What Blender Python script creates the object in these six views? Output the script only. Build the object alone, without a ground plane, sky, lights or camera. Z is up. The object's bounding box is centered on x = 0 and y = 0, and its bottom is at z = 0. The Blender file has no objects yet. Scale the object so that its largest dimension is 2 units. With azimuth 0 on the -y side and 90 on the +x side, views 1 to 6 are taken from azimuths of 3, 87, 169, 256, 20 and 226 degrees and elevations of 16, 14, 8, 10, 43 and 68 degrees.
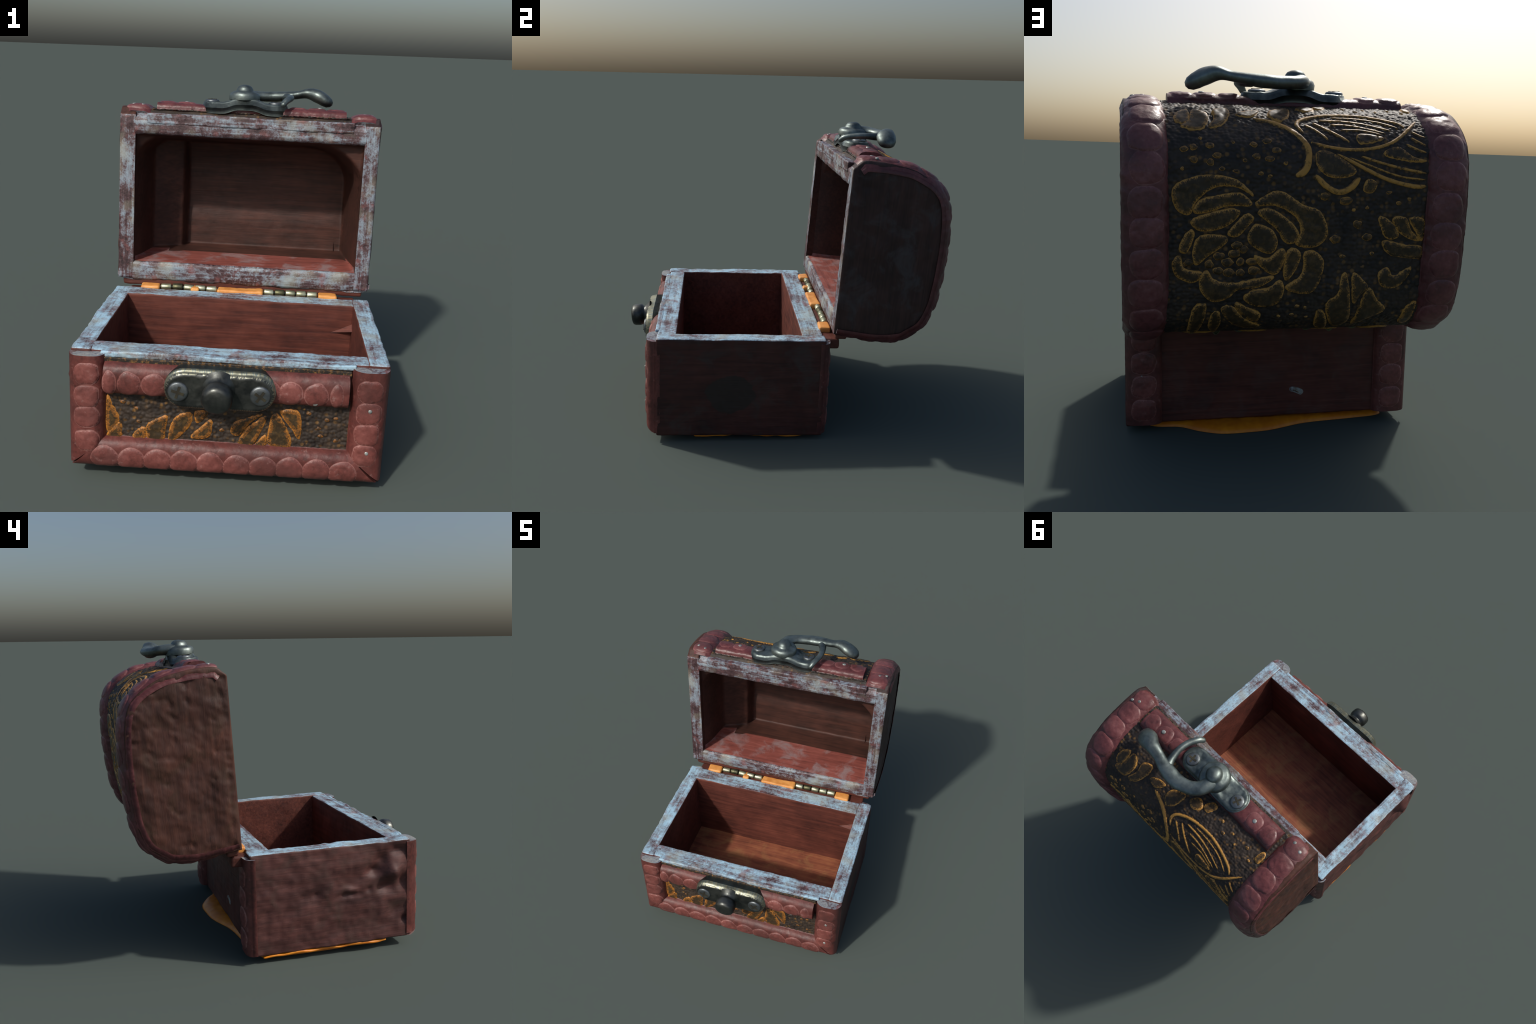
# Small old wooden treasure chest with an open domed lid: red scaly leather trim,
# embossed gilt leather panels, antique metal catch and hook, brass hinges.
import bpy, math, random
import numpy as np
from mathutils import Matrix, Vector
from mathutils.geometry import delaunay_2d_cdt

random.seed(7)
RNG = np.random.default_rng(7)

# ------------------------------------------------------------------ noise
def _hash(ix, iy, iz, seed):
    h = (ix.astype(np.int64) * 374761393 + iy.astype(np.int64) * 668265263
         + iz.astype(np.int64) * 2147483647 + seed * 974711) & 0xFFFFFFFF
    h = ((h ^ (h >> 13)) * 1274126177) & 0xFFFFFFFF
    h = ((h ^ (h >> 16)) * 2246822519) & 0xFFFFFFFF
    return ((h ^ (h >> 15)) & 0xFFFFFF) / float(0xFFFFFF)

def vnoise(P, scale, seed=0):
    """smooth value noise in -1..1 at the points P (n,3)"""
    q = np.asarray(P, float) * np.asarray(scale, float)
    i = np.floor(q).astype(np.int64); f = q - i; f = f * f * (3 - 2 * f)
    out = np.zeros(len(q))
    for dx in (0, 1):
        for dy in (0, 1):
            for dz in (0, 1):
                w = ((f[:, 0] if dx else 1 - f[:, 0]) * (f[:, 1] if dy else 1 - f[:, 1])
                     * (f[:, 2] if dz else 1 - f[:, 2]))
                out += w * _hash(i[:, 0] + dx, i[:, 1] + dy, i[:, 2] + dz, seed)
    return out * 2 - 1

def fbm(P, scale, seed=0, octaves=3):
    out, a = 0, 1.0
    for o in range(octaves):
        out = out + a * vnoise(P, np.asarray(scale, float) * 2.03 ** o, seed + o * 17); a *= .5
    return out / 1.75

def cells(u, v, size, seed=0):
    """distance to the nearest and second nearest feature point of a jittered grid, in cells"""
    x, y = u / size, v / size
    ix, iy = np.floor(x).astype(np.int64), np.floor(y).astype(np.int64)
    d1 = np.full(len(u), 9.0); d2 = d1.copy(); rnd = np.zeros(len(u)); z = np.zeros_like(ix)
    for dx in (-1, 0, 1):
        for dy in (-1, 0, 1):
            cx, cy = ix + dx, iy + dy
            px = cx + .12 + .76 * _hash(cx, cy, z, seed); py = cy + .12 + .76 * _hash(cx, cy, z + 1, seed)
            d = np.hypot(px - x, py - y); near = d < d1
            d2 = np.where(near, d1, np.minimum(d2, d)); rnd = np.where(near, _hash(cx, cy, z + 2, seed), rnd)
            d1 = np.where(near, d, d1)
    return d1, d2, rnd

# ------------------------------------------------------------------ frames
BOX = (Matrix.Translation((-.005, -.255, .0535)) @ Matrix.Rotation(math.radians(1.25), 4, 'Z')
       @ Matrix.Rotation(math.radians(.72), 4, 'Y') @ Matrix.Rotation(math.radians(-.83), 4, 'X'))
LID = (Matrix.Translation((-.003, .302, .690)) @ Matrix.Rotation(math.radians(1.1), 4, 'Z')
       @ Matrix.Rotation(math.radians(.75), 4, 'Y') @ Matrix.Rotation(math.radians(-3.9), 4, 'X'))

chest = bpy.data.objects.new("treasure_chest", None)
bpy.context.scene.collection.objects.link(chest)
chest["label"] = "small open wooden treasure chest with red leather trim"
chest["category"] = "treasure chest"

def make(name, verts, faces, mats, fmat=None, parent=None, frame=None, smooth=True, stuff=False):
    me = bpy.data.meshes.new(name)
    verts = np.asarray(verts, float)
    me.from_pydata(verts.tolist(), [], [tuple(int(i) for i in f) for f in faces])
    for m in mats: me.materials.append(m)
    if fmat is not None: me.polygons.foreach_set("material_index", np.asarray(fmat, np.int32))
    me.polygons.foreach_set("use_smooth", [smooth] * len(me.polygons))
    me.validate(); me.update()
    ob = bpy.data.objects.new(name, me)
    bpy.context.scene.collection.objects.link(ob)
    if parent is None:
        ob.parent = chest
        ob.matrix_world = frame if frame is not None else Matrix.Identity(4)
    else:
        ob.parent = parent
    if stuff: ob["kind"] = "stuff"
    return ob

# ------------------------------------------------------------------ materials
class Nodes:
    def __init__(self, name):
        self.mat = bpy.data.materials.new(name); self.mat.use_nodes = True
        self.t = self.mat.node_tree; self.t.nodes.clear()
        self.out = self.n("ShaderNodeOutputMaterial"); self.b = self.n("ShaderNodeBsdfPrincipled")
        self.l(self.b.outputs[0], self.out.inputs[0])
        self.co = self.n("ShaderNodeTexCoord").outputs["Object"]
    def n(self, kind, **kw):
        x = self.t.nodes.new(kind)
        for k, v in kw.items(): setattr(x, k, v)
        return x
    def l(self, a, b): self.t.links.new(a, b)
    def scaled(self, s):
        m = self.n("ShaderNodeMapping"); m.inputs["Scale"].default_value = s if hasattr(s, "__len__") else (s, s, s)
        self.l(self.co, m.inputs[0]); return m.outputs[0]
    def noise(self, s, detail=4, rough=.6, dist=0.0):
        x = self.n("ShaderNodeTexNoise"); x.inputs["Scale"].default_value = 1
        x.inputs["Detail"].default_value = detail; x.inputs["Roughness"].default_value = rough
        x.inputs["Distortion"].default_value = dist
        self.l(self.scaled(s), x.inputs["Vector"]); return x.outputs["Fac"]
    def ramp(self, fac, *stops):
        r = self.n("ShaderNodeValToRGB"); e = r.color_ramp.elements
        while len(e) < len(stops): e.new(.5)
        for el, (p, c) in zip(e, stops):
            el.position = p; el.color = (*c, 1) if hasattr(c, "__len__") else (c, c, c, 1)
        self.l(fac, r.inputs[0]); return r.outputs[0]
    def mix(self, fac, a, b, kind="MIX"):
        m = self.n("ShaderNodeMix", data_type="RGBA", blend_type=kind)
        for sock, v in ((0, fac), (6, a), (7, b)):
            if hasattr(v, "is_linked"): self.l(v, m.inputs[sock])
            elif hasattr(v, "__len__"): m.inputs[sock].default_value = (*v, 1)
            else: m.inputs[sock].default_value = v
        return m.outputs[2]
    def math(self, op, a, b):
        m = self.n("ShaderNodeMath", operation=op)
        for s, v in ((0, a), (1, b)):
            if hasattr(v, "is_linked"): self.l(v, m.inputs[s])
            else: m.inputs[s].default_value = v
        return m.outputs[0]
    def done(self, col, rough=.55, metal=0.0, bump=None, strength=.3, dist=.01, spec=.5):
        b = self.b
        if hasattr(col, "is_linked"): self.l(col, b.inputs["Base Color"])
        else: b.inputs["Base Color"].default_value = (*col, 1)
        if hasattr(rough, "is_linked"): self.l(rough, b.inputs["Roughness"])
        else: b.inputs["Roughness"].default_value = rough
        b.inputs["Metallic"].default_value = metal
        b.inputs["Specular IOR Level"].default_value = spec
        if bump is not None:
            x = self.n("ShaderNodeBump"); x.inputs["Strength"].default_value = strength
            x.inputs["Distance"].default_value = dist
            self.l(bump, x.inputs["Height"]); self.l(x.outputs[0], b.inputs["Normal"])
        return self.mat

GRAIN = {"x": (3, 45, 45), "y": (45, 3, 45), "z": (45, 45, 3)}

def worn_rim(name, axis, shift=0.0, pale=(.38, .58, .71)):
    """stain worn off to pale, dusty wood; shift moves the balance towards bare (+) or stained (-)"""
    m = Nodes(name)
    g = m.noise(GRAIN[axis], 6, .7, .4); big = m.noise(6, 4, .65); spots = m.noise(46, 5, .75); fleck = m.noise(95, 3, .7)
    f = m.math("ADD", m.math("MULTIPLY", g, .34), m.math("MULTIPLY", big, .36))
    f = m.math("ADD", f, m.math("MULTIPLY", spots, .26))
    f = m.math("ADD", f, m.math("MULTIPLY", fleck, .14))
    f = m.math("ADD", f, shift)
    col = m.ramp(f, (.43, (.030, .016, .018)), (.50, (.095, .052, .056)), (.555, (.215, .245, .285)), (.64, pale))
    rust = m.ramp(m.noise(17, 4), (.56, 0), (.70, .6))
    col = m.mix(rust, col, (.24, .085, .08))
    tint = m.ramp(m.noise(5.5, 2), (.52, 0), (.70, .45))
    col = m.mix(tint, col, (.36, .35, .27))
    return m.done(col, .46, bump=f, strength=.6, dist=.014)

def red_wood(name, axis, dark, mid, light, patch=(.1, .1, .1), amount=.0, knot=None):
    m = Nodes(name)
    g = m.noise(GRAIN[axis], 6, .65, .5); big = m.noise(4.5, 3, .6)
    f = m.math("ADD", m.math("MULTIPLY", g, .55), m.math("MULTIPLY", big, .45))
    col = m.ramp(f, (.36, dark), (.5, mid), (.66, light))
    if amount:
        col = m.mix(m.ramp(m.noise(6.5, 5, .65, .6), (.50, 0), (.68, amount)), col, patch)
    if knot:      # dark old knot: oval in the board's plane, (centre y, z, radius y, z)
        mp = m.n("ShaderNodeMapping", vector_type="TEXTURE"); m.l(m.co, mp.inputs[0])
        mp.inputs["Location"].default_value = (0, knot[0], knot[1]); mp.inputs["Scale"].default_value = (99, knot[2], knot[3])
        ln = m.n("ShaderNodeVectorMath", operation="LENGTH"); m.l(mp.outputs[0], ln.inputs[0])
        r = m.math("ADD", ln.outputs["Value"], m.math("MULTIPLY", m.noise(9, 3), .5))
        col = m.mix(m.ramp(r, (.95, .85), (1.2, 0)), col, (.028, .021, .017))
    return m.done(col, .6, bump=g, strength=.35, dist=.006, spec=.4)

RIM_X, RIM_Y = worn_rim("worn_rim_long", "x", .032), worn_rim("worn_rim_short", "y", .040)
LIDRIM_X, LIDRIM_Z = worn_rim("lid_rim_long", "x", -.035, (.30, .40, .48)), worn_rim("lid_rim_upright", "z", -.030, (.30, .39, .47))
INSIDE_X = red_wood("red_stained_wood_inside", "x", (.055, .017, .013), (.110, .032, .022), (.18, .054, .036))
CAVITY = red_wood("shaded_wood_inside_lid", "x", (0.0255, 0.0102, 0.0068), (0.051, 0.0187, 0.01275), (0.085, 0.0306, 0.0204))  # lid wood darkened: the hollow's shade is put into the colour
LIDFLOOR = red_wood("red_wood_lid_ledge", "x", (.12, .034, .028), (.22, .060, .046), (.32, .10, .08), (.28, .22, .22), .7)
FLOOR = red_wood("floor_wood", "x", (.13, .040, .023), (.25, .078, .040), (.36, .14, .062), (.34, .19, .075), .55)
SIDE_L = red_wood("weathered_red_side_wood", "y", (0.04752, 0.0176, 0.016), (0.0864, 0.032, 0.028), (0.1339, 0.048, 0.04), (0.07085, 0.036, 0.0288), .8)
SIDE_R = red_wood("shaded_dark_red_wood", "y", (0.02867, 0.00936, 0.0078), (0.05569, 0.01638, 0.01248), (0.086, 0.02652, 0.02028), (0.04914, 0.039, 0.03432), .7, (-.07, .27, .20, .17))  # own dark red, deepened by the right side's shade put into the colour
LIDEND_L = red_wood("brown_red_end_wood", "z", (0.03402, 0.012, 0.00825), (0.0648, 0.02325, 0.01575), (0.1053, 0.0375, 0.024), (0.05508, 0.027, 0.015), .8)
LIDEND_R = red_wood("shaded_dark_brown_wood", "z", (0.02009, 0.00975, 0.00825), (0.03708, 0.0165, 0.0135), (0.0618, 0.02775, 0.0225), (0.06566, 0.06375, 0.0675), .6)  # right lid end, its shade partly painted into the brown
BACK = red_wood("back_wood", "x", (0.05355, 0.0153, 0.01105), (0.09371, 0.0255, 0.017), (0.1383, 0.0425, 0.0289), (0.08925, 0.0595, 0.051), .35)

def trim(name, dark, mid, light, gloss=.48):
    m = Nodes(name)
    a = m.noise(7, 5, .65); b = m.noise(60, 3, .6)
    f = m.math("ADD", m.math("MULTIPLY", a, .7), m.math("MULTIPLY", b, .3))
    col = m.ramp(f, (.35, dark), (.5, mid), (.66, light))
    col = m.mix(m.ramp(m.noise(4.5, 4, .6), (.48, 0), (.64, .6)), col, tuple(.45 * c + .008 for c in mid))
    scuff = m.ramp(m.noise(26, 5, .7), (.60, 0), (.74, .45 if gloss > .45 else .2))
    col = m.mix(scuff, col, (.36, .22, .20))
    return m.done(col, m.ramp(a, (.3, gloss - .06), (.7, gloss + .12)), bump=b, strength=.25, dist=.006)

TRIM = trim("red_leather_trim", (0.05678, 0.01716, 0.01482), (0.1217, 0.0312, 0.02574), (0.1866, 0.05304, 0.04368))
SCALE = trim("red_leather_scale", (0.09064, 0.02816, 0.02376), (0.1677, 0.0484, 0.04048), (0.2447, 0.0792, 0.06688))
SCALE_EDGE = trim("worn_scale_edge", (.14, .047, .040), (.235, .086, .074), (.34, .155, .135))
LTRIM = trim("mauve_leather_trim", (0.063, 0.0171, 0.018), (0.1215, 0.0324, 0.0333), (0.18, 0.0558, 0.0558), .40)
LSCALE = trim("mauve_leather_scale", (0.081, 0.0243, 0.0252), (0.153, 0.045, 0.045), (0.216, 0.0774, 0.0756), .40)
LSCALE_EDGE = trim("worn_mauve_edge", (.095, .030, .031), (.19, .066, .066), (.28, .12, .115), .42)
CAP = worn_rim("worn_trim_end", "z", -.01, (.36, .36, .33))

def leather():
    m = Nodes("dark_embossed_leather")
    v = m.n("ShaderNodeTexVoronoi"); v.inputs["Scale"].default_value = 44; m.l(m.co, v.inputs["Vector"])
    hue = m.n("ShaderNodeSeparateColor"); m.l(v.outputs["Color"], hue.inputs[0])
    base = m.ramp(m.noise(9, 4), (.35, (.020, .016, .014)), (.65, (.050, .036, .026)))
    gold = m.math("MULTIPLY", m.ramp(hue.outputs[0], (.50, 0), (.90, .75)), m.ramp(m.noise(7, 3), (.36, .25), (.58, 1)))
    gold = m.math("MULTIPLY", gold, m.ramp(v.outputs["Distance"], (.25, 1), (.55, 0)))
    col = m.mix(gold, base, (.24, .125, .035))
    return m.done(col, .60, bump=m.noise(120, 3), strength=.3, dist=.004, spec=.35)

def gilt(name, g, amount, lo=.42, hi=.60):
    m = Nodes(name)
    n = m.noise(48, 5, .7); n2 = m.noise(8, 2)
    f = m.math("ADD", m.math("MULTIPLY", n, .75), m.math("MULTIPLY", n2, .25))
    rub = m.ramp(f, (lo, 0), (hi, amount))
    col = m.mix(rub, (.040, .026, .012), g)
    return m.done(col, .52, bump=n, strength=.25, dist=.004, spec=.4)

LEATHER = leather()
GILT_EDGE = gilt("gilt_edge", (.54, .27, .055), 1.0, .34, .5)
GILT_MID = gilt("gilt_rubbed", (.31, .155, .036), .85, .43, .60)
GILT_DARK = gilt("gilt_worn_dark", (.15, .085, .026), .75, .47, .68)
GILT_F = gilt("gilt_front_edge", (.45, .18, .03), 1.0, .38, .52)
GILT_F2 = gilt("gilt_front_rubbed", (.33, .125, .022), .85, .42, .60)

def metal(name, dark, light, rough, metallic=.85):
    m = Nodes(name)
    a = m.noise(11, 4, .6); b = m.noise(70, 3)
    col = m.ramp(a, (.35, dark), (.65, light))
    return m.done(col, m.ramp(b, (.3, rough - .06), (.7, rough + .12)), metal=metallic, bump=b, strength=.12, dist=.004)

METAL = metal("antique_pewter", (.075, .095, .095), (.21, .25, .235), .43)
METAL_EDGE = metal("rubbed_metal_edge", (.14, .15, .12), (.34, .34, .25), .40)
METAL_DARK = metal("antique_dark_metal", (.038, .043, .043), (.115, .12, .11), .36)
SCREW = metal("screw_steel", (0.105, 0.12, 0.1275), (0.225, 0.2475, 0.255), .42)
SLOT = metal("slot_bar_dark", (.02, .018, .012), (.07, .06, .03), .7, .2)
BRASS = metal("pale_brass", (.30, .31, .19), (.62, .64, .46), .36)
BRASS_DARK = metal("tarnished_brass", (.05, .05, .035), (.17, .17, .09), .45)
NAIL = metal("nail_grey", (.18, .19, .18), (.42, .45, .43), .45, .5)

def orange(name, a, b):
    m = Nodes(name)
    return m.done(m.ramp(m.noise(14, 3), (.35, a), (.65, b)), .45)
ORANGE = orange("orange_scan_residue", (.62, .17, .006), (.78, .27, .012))
AMBER = orange("amber_scan_residue", (.62, .24, .05), (.78, .36, .10))  # orange leftovers of the scan fused in at the hinges
DARK_FLECK = Nodes("dark_gold_fleck"); DARK_FLECK = DARK_FLECK.done(DARK_FLECK.ramp(DARK_FLECK.noise(55, 4, .7), (.5, (.018, .015, .012)), (.72, (.30, .15, .04))), .6)  # dark with gold flecks: leather edge, and painted depth on the back board

# ------------------------------------------------------------------ builders
def board(name, lo, hi, step, r, disp=None, mats=(), pick=None, parent=None, frame=BOX, warp=None):
    """rounded box with a fine surface grid pushed along its normals by disp(P, N)"""
    lo, hi = np.array(lo, float), np.array(hi, float)
    n = np.maximum(2, np.ceil((hi - lo) / step).astype(int))
    ax = [np.linspace(lo[k], hi[k], n[k] + 1) for k in range(3)]
    for k in range(3):      # put a row close to each edge so the rounding is crisp
        ax[k] = np.unique(np.round(np.r_[ax[k], lo[k] + r * .35, lo[k] + r, hi[k] - r, hi[k] - r * .35], 5))
    n = [len(a) - 1 for a in ax]
    idx, V, F = {}, [], []
    def vid(i, j, k):
        key = (i, j, k)
        if key not in idx:
            idx[key] = len(V); V.append((ax[0][i], ax[1][j], ax[2][k]))
        return idx[key]
    for d in range(3):
        a, b = (d + 1) % 3, (d + 2) % 3
        for side in (0, n[d]):
            for i in range(n[a]):
                for j in range(n[b]):
                    q = []
                    for (p, s) in ((i, j), (i + 1, j), (i + 1, j + 1), (i, j + 1)):
                        c = [0, 0, 0]; c[d] = side; c[a] = p; c[b] = s; q.append(vid(*c))
                    F.append(q if side else q[::-1])
    V = np.array(V); F = np.array(F)
    core = np.clip(V, lo + r, hi - r); N = V - core
    N /= np.maximum(np.linalg.norm(N, axis=1), 1e-9)[:, None]
    V = core + N * r
    fm = None
    fn = N[F].mean(1)
    if pick: fm = pick(V[F].mean(1), fn)
    if disp is not None: V = V + N * disp(V, N)[:, None]
    if warp is not None: V = warp(V)
    return make(name, V, F, mats, fm, parent, frame)

def spline(pts, n=12, closed=False):
    p = np.array(pts, float)
    p = np.vstack([p[-1:], p, p[:2]]) if closed else np.vstack([2 * p[0] - p[1], p, 2 * p[-1] - p[-2]])
    out = []; t = np.linspace(0, 1, n, endpoint=False)[:, None]
    for i in range(1, len(p) - 2):
        a, b, c, d = p[i - 1:i + 3]
        out.append(.5 * (2 * b + (c - a) * t + (2 * a - 5 * b + 4 * c - d) * t ** 2 + (3 * b - a - 3 * c + d) * t ** 3))
    if not closed: out.append(p[-2:-1])
    return np.vstack(out)

def resample(poly, step, closed=True):
    p = np.vstack([poly, poly[:1]]) if closed else poly
    s = np.r_[0, np.cumsum(np.linalg.norm(np.diff(p, axis=0), axis=1))]
    m = max(8, int(s[-1] / step)); t = np.linspace(0, s[-1], m, endpoint=not closed)
    return np.c_[[np.interp(t, s, p[:, k]) for k in range(p.shape[1])]].T

def edge_distance(Q, poly):
    a, b = poly, np.roll(poly, -1, axis=0); ab = b - a
    out = np.full(len(Q), 9.0)
    for i in range(len(a)):
        t = np.clip(((Q - a[i]) @ ab[i]) / max(ab[i] @ ab[i], 1e-12), 0, 1)
        out = np.minimum(out, np.linalg.norm(Q - (a[i] + t[:, None] * ab[i]), axis=1))
    return out

def inside(Q, poly):
    a, b = poly, np.roll(poly, -1, axis=0); res = np.zeros(len(Q), bool)
    for i in range(len(a)):
        c = (a[i, 1] > Q[:, 1]) != (b[i, 1] > Q[:, 1])
        with np.errstate(divide='ignore', invalid='ignore'):
            x = a[i, 0] + (Q[:, 1] - a[i, 1]) / (b[i, 1] - a[i, 1]) * (b[i, 0] - a[i, 0])
        res ^= c & (Q[:, 0] < x)
    return res

def fill(poly, step):
    """triangulated interior of a closed outline: 2D points, triangles"""
    lo, hi = poly.min(0), poly.max(0)
    gx, gy = np.meshgrid(np.arange(lo[0], hi[0], step), np.arange(lo[1], hi[1], step * .87))
    gx = gx + (np.arange(gx.shape[0]) % 2)[:, None] * step * .5
    Q = np.c_[gx.ravel(), gy.ravel()]
    Q = Q + RNG.uniform(-.12, .12, Q.shape) * step
    Q = Q[inside(Q, poly)]
    if len(Q): Q = Q[edge_distance(Q, poly) > step * 1.25]
    # an even row of points just inside the outline keeps the rounded edge clean
    t = np.roll(poly, -1, 0) - np.roll(poly, 1, 0); t /= np.maximum(np.linalg.norm(t, axis=1), 1e-9)[:, None]
    area = np.sum(poly[:, 0] * np.roll(poly[:, 1], -1) - np.roll(poly[:, 0], -1) * poly[:, 1])
    row = poly + np.c_[-t[:, 1], t[:, 0]] * step * .7 * np.sign(area)
    row = row[inside(row, poly)]
    if len(row): row = row[edge_distance(row, poly) > step * .6]
    pts = np.vstack([poly, row, Q]); k = len(poly)
    v, _, f, *_ = delaunay_2d_cdt([Vector(p) for p in pts.tolist()], [(i, (i + 1) % k) for i in range(k)], [], 1, 1e-6)
    return np.array([tuple(x) for x in v]), [tuple(t) for t in f], k

def relief(name, outline, surf, height, edge, mats, bands=(), step=.008, sink=.012, rough=.0, parent=None,
           frame=None, seed=0, dome=0.0, grow=0.0):
    """raised piece lying on a surface: outline in surface coordinates, rounded edge, colour bands by
    distance from its own edge (bands: distances where the next material starts)"""
    poly = resample(np.asarray(outline, float), step)
    if grow: 
        if np.sum(poly[:, 0] * np.roll(poly[:, 1], -1) - np.roll(poly[:, 0], -1) * poly[:, 1]) < 0: poly = poly[::-1]
        t = np.roll(poly, -2, 0) - np.roll(poly, 2, 0); t /= np.linalg.norm(t, axis=1)[:, None]
        poly = resample(poly + grow * np.c_[t[:, 1], -t[:, 0]], step)
    if np.sum(poly[:, 0] * np.roll(poly[:, 1], -1) - np.roll(poly[:, 0], -1) * poly[:, 1]) < 0: poly = poly[::-1]
    Q, F, k = fill(poly, step)
    d = edge_distance(Q, poly)
    P, N = surf(Q)
    t = np.clip(d / edge, 0, 1); h = height * np.sqrt(np.clip(1 - (1 - t) ** 2, 0, 1))
    if dome: h = h + dome * np.clip(d / max(d.max(), 1e-6), 0, 1)
    h = h + rough * fbm(P, 45, seed, 2) * t
    V = P + N * (h - .002)[:, None]
    n0 = len(V)
    V = np.vstack([V, P[:k] - N[:k] * sink])
    # orient so that the faces look along N
    if len(F):
        a, b, c = (np.array(F)[:, i] for i in range(3))
        if np.mean(np.einsum('ij,ij->i', np.cross(V[b] - V[a], V[c] - V[a]), N[a])) < 0:
            F = [f[::-1] for f in F]
    loop = list(range(k)); up = sum(np.dot(np.cross(V[(i + 1) % k] - V[i], -N[i]), V[i] - V[:n0].mean(0)) for i in loop)
    W = [(i, n0 + i, n0 + (i + 1) % k, (i + 1) % k) if up > 0 else (i, (i + 1) % k, n0 + (i + 1) % k, n0 + i) for i in loop]
    fm = []
    for f in F:
        dd = d[list(f)].mean() + .002 * (random.random() - .5)
        fm.append(int(sum(dd > b for b in bands)))
    return make(name, V, list(F) + W, mats, fm + [0] * len(W), parent, frame)

def stroke(path, w0, w1):
    c = spline(path, 8); t = np.gradient(c, axis=0); t /= np.linalg.norm(t, axis=1)[:, None]
    nrm = np.c_[-t[:, 1], t[:, 0]]; q = np.linspace(0, 1, len(c))
    w = (w0 + (w1 - w0) * q)[:, None] * (.35 + .65 * np.sqrt(np.clip(4 * q * (1 - q) * 2.2, 0, 1)))[:, None]
    return np.vstack([c + nrm * w, (c - nrm * w)[::-1]])

def blob(c, rx, ry, wob=.12, n=10):
    a = np.linspace(0, 2 * np.pi, n, endpoint=False)
    r = 1 + wob * np.array([random.uniform(-1, 1) for _ in a])
    return spline(np.c_[c[0] + rx * r * np.cos(a), c[1] + ry * r * np.sin(a)], 6, True)

def sweep(grid_P, N, disp, name, mats, pick=None, cap_rows=(), capmat=0, **kw):
    """grid (m, n, 3) pushed along N by disp; optional fans closing first/last row"""
    m, n = grid_P.shape[:2]
    V = grid_P + N * disp[..., None]
    i = np.arange(m * n).reshape(m, n)
    F = np.stack([i[:-1, :-1], i[1:, :-1], i[1:, 1:], i[:-1, 1:]], -1).reshape(-1, 4)
    a, b, c = V.reshape(-1, 3)[F[:, 0]], V.reshape(-1, 3)[F[:, 1]], V.reshape(-1, 3)[F[:, 3]]
    if np.mean(np.einsum('ij,ij->i', np.cross(b - a, c - a), N.reshape(-1, 3)[F[:, 0]])) < 0: F = F[:, ::-1]
    faces = F.tolist(); fm = [0] * len(faces); V = V.reshape(-1, 3).tolist()
    for row in cap_rows:
        ring = (i[row] if row in (0, -1) else i[:, row]).tolist()
        ctr = np.mean([V[r] for r in (ring[0], ring[-1])], axis=0)
        base = len(V); copy = [list(V[r]) for r in ring]; V += copy + [ctr.tolist()]
        for k in range(len(ring) - 1):
            faces.append((base + k, base + k + 1, base + len(ring)) if row == 0 else (base + k + 1, base + k, base + len(ring)))
            fm.append(capmat)
    return make(name, V, faces, mats, fm, **kw)

def skirted(P, N, d, down, depth):
    """add a column on both sides of a swept strip that runs down into the surface below"""
    P = np.concatenate([P[:, :1] + down * depth, P, P[:, -1:] + down * depth], 1)
    N = np.concatenate([N[:, :1], N, N[:, -1:]], 1); z = np.zeros((len(d), 1))
    return P, N, np.concatenate([z, d, z], 1)

def bulge(q, p=2.4): return np.sqrt(np.clip(1 - np.abs(q) ** p, 0, 1))

def tube(path, radii, flat, name, mats, parent=None, frame=None, sides=20, up=(0, 0, 1), per=10):
    """round bar of changing thickness along a spline; flat = height/width ratio"""
    c = spline(path, per); r = np.interp(np.linspace(0, 1, len(c)), np.linspace(0, 1, len(radii)), radii)
    r = np.convolve(np.r_[[r[0]] * 3, r, [r[-1]] * 3], np.ones(7) / 7, 'valid')
    t = np.gradient(c, axis=0); t /= np.linalg.norm(t, axis=1)[:, None]
    side = np.cross(t, up); side /= np.linalg.norm(side, axis=1)[:, None]; u2 = np.cross(side, t)
    a = np.linspace(0, 2 * np.pi, sides, endpoint=False); rows, F = [], []
    ends = [(-.85, .45), (-.6, .75)]
    C, Rr = [], []
    for k, q in ends: C.append(0); Rr.append((k, q))
    V = []
    def ring(ctr, s, u, rad):
        V.extend((ctr + rad * (np.cos(x) * s + flat * np.sin(x) * u)).tolist() for x in a)
    ring(c[0] - t[0] * r[0] * .8, side[0], u2[0], r[0] * .45); ring(c[0] - t[0] * r[0] * .5, side[0], u2[0], r[0] * .82)
    for i in range(len(c)): ring(c[i], side[i], u2[i], r[i])
    ring(c[-1] + t[-1] * r[-1] * .5, side[-1], u2[-1], r[-1] * .82); ring(c[-1] + t[-1] * r[-1] * .8, side[-1], u2[-1], r[-1] * .45)
    m = len(V) // sides
    for i in range(m - 1):
        for j in range(sides):
            F.append((i * sides + j, i * sides + (j + 1) % sides, (i + 1) * sides + (j + 1) % sides, (i + 1) * sides + j))
    V.append((c[0] - t[0] * r[0] * .9).tolist()); V.append((c[-1] + t[-1] * r[-1] * .9).tolist())
    for j in range(sides):
        F.append((len(V) - 2, (j + 1) % sides, j)); F.append((len(V) - 1, (m - 1) * sides + j, (m - 1) * sides + (j + 1) % sides))
    V = np.array(V); V = V + .004 * np.c_[vnoise(V, 14, 3), vnoise(V, 14, 4), vnoise(V, 14, 5)]
    return make(name, V, F, mats, None, parent, frame)

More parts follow.
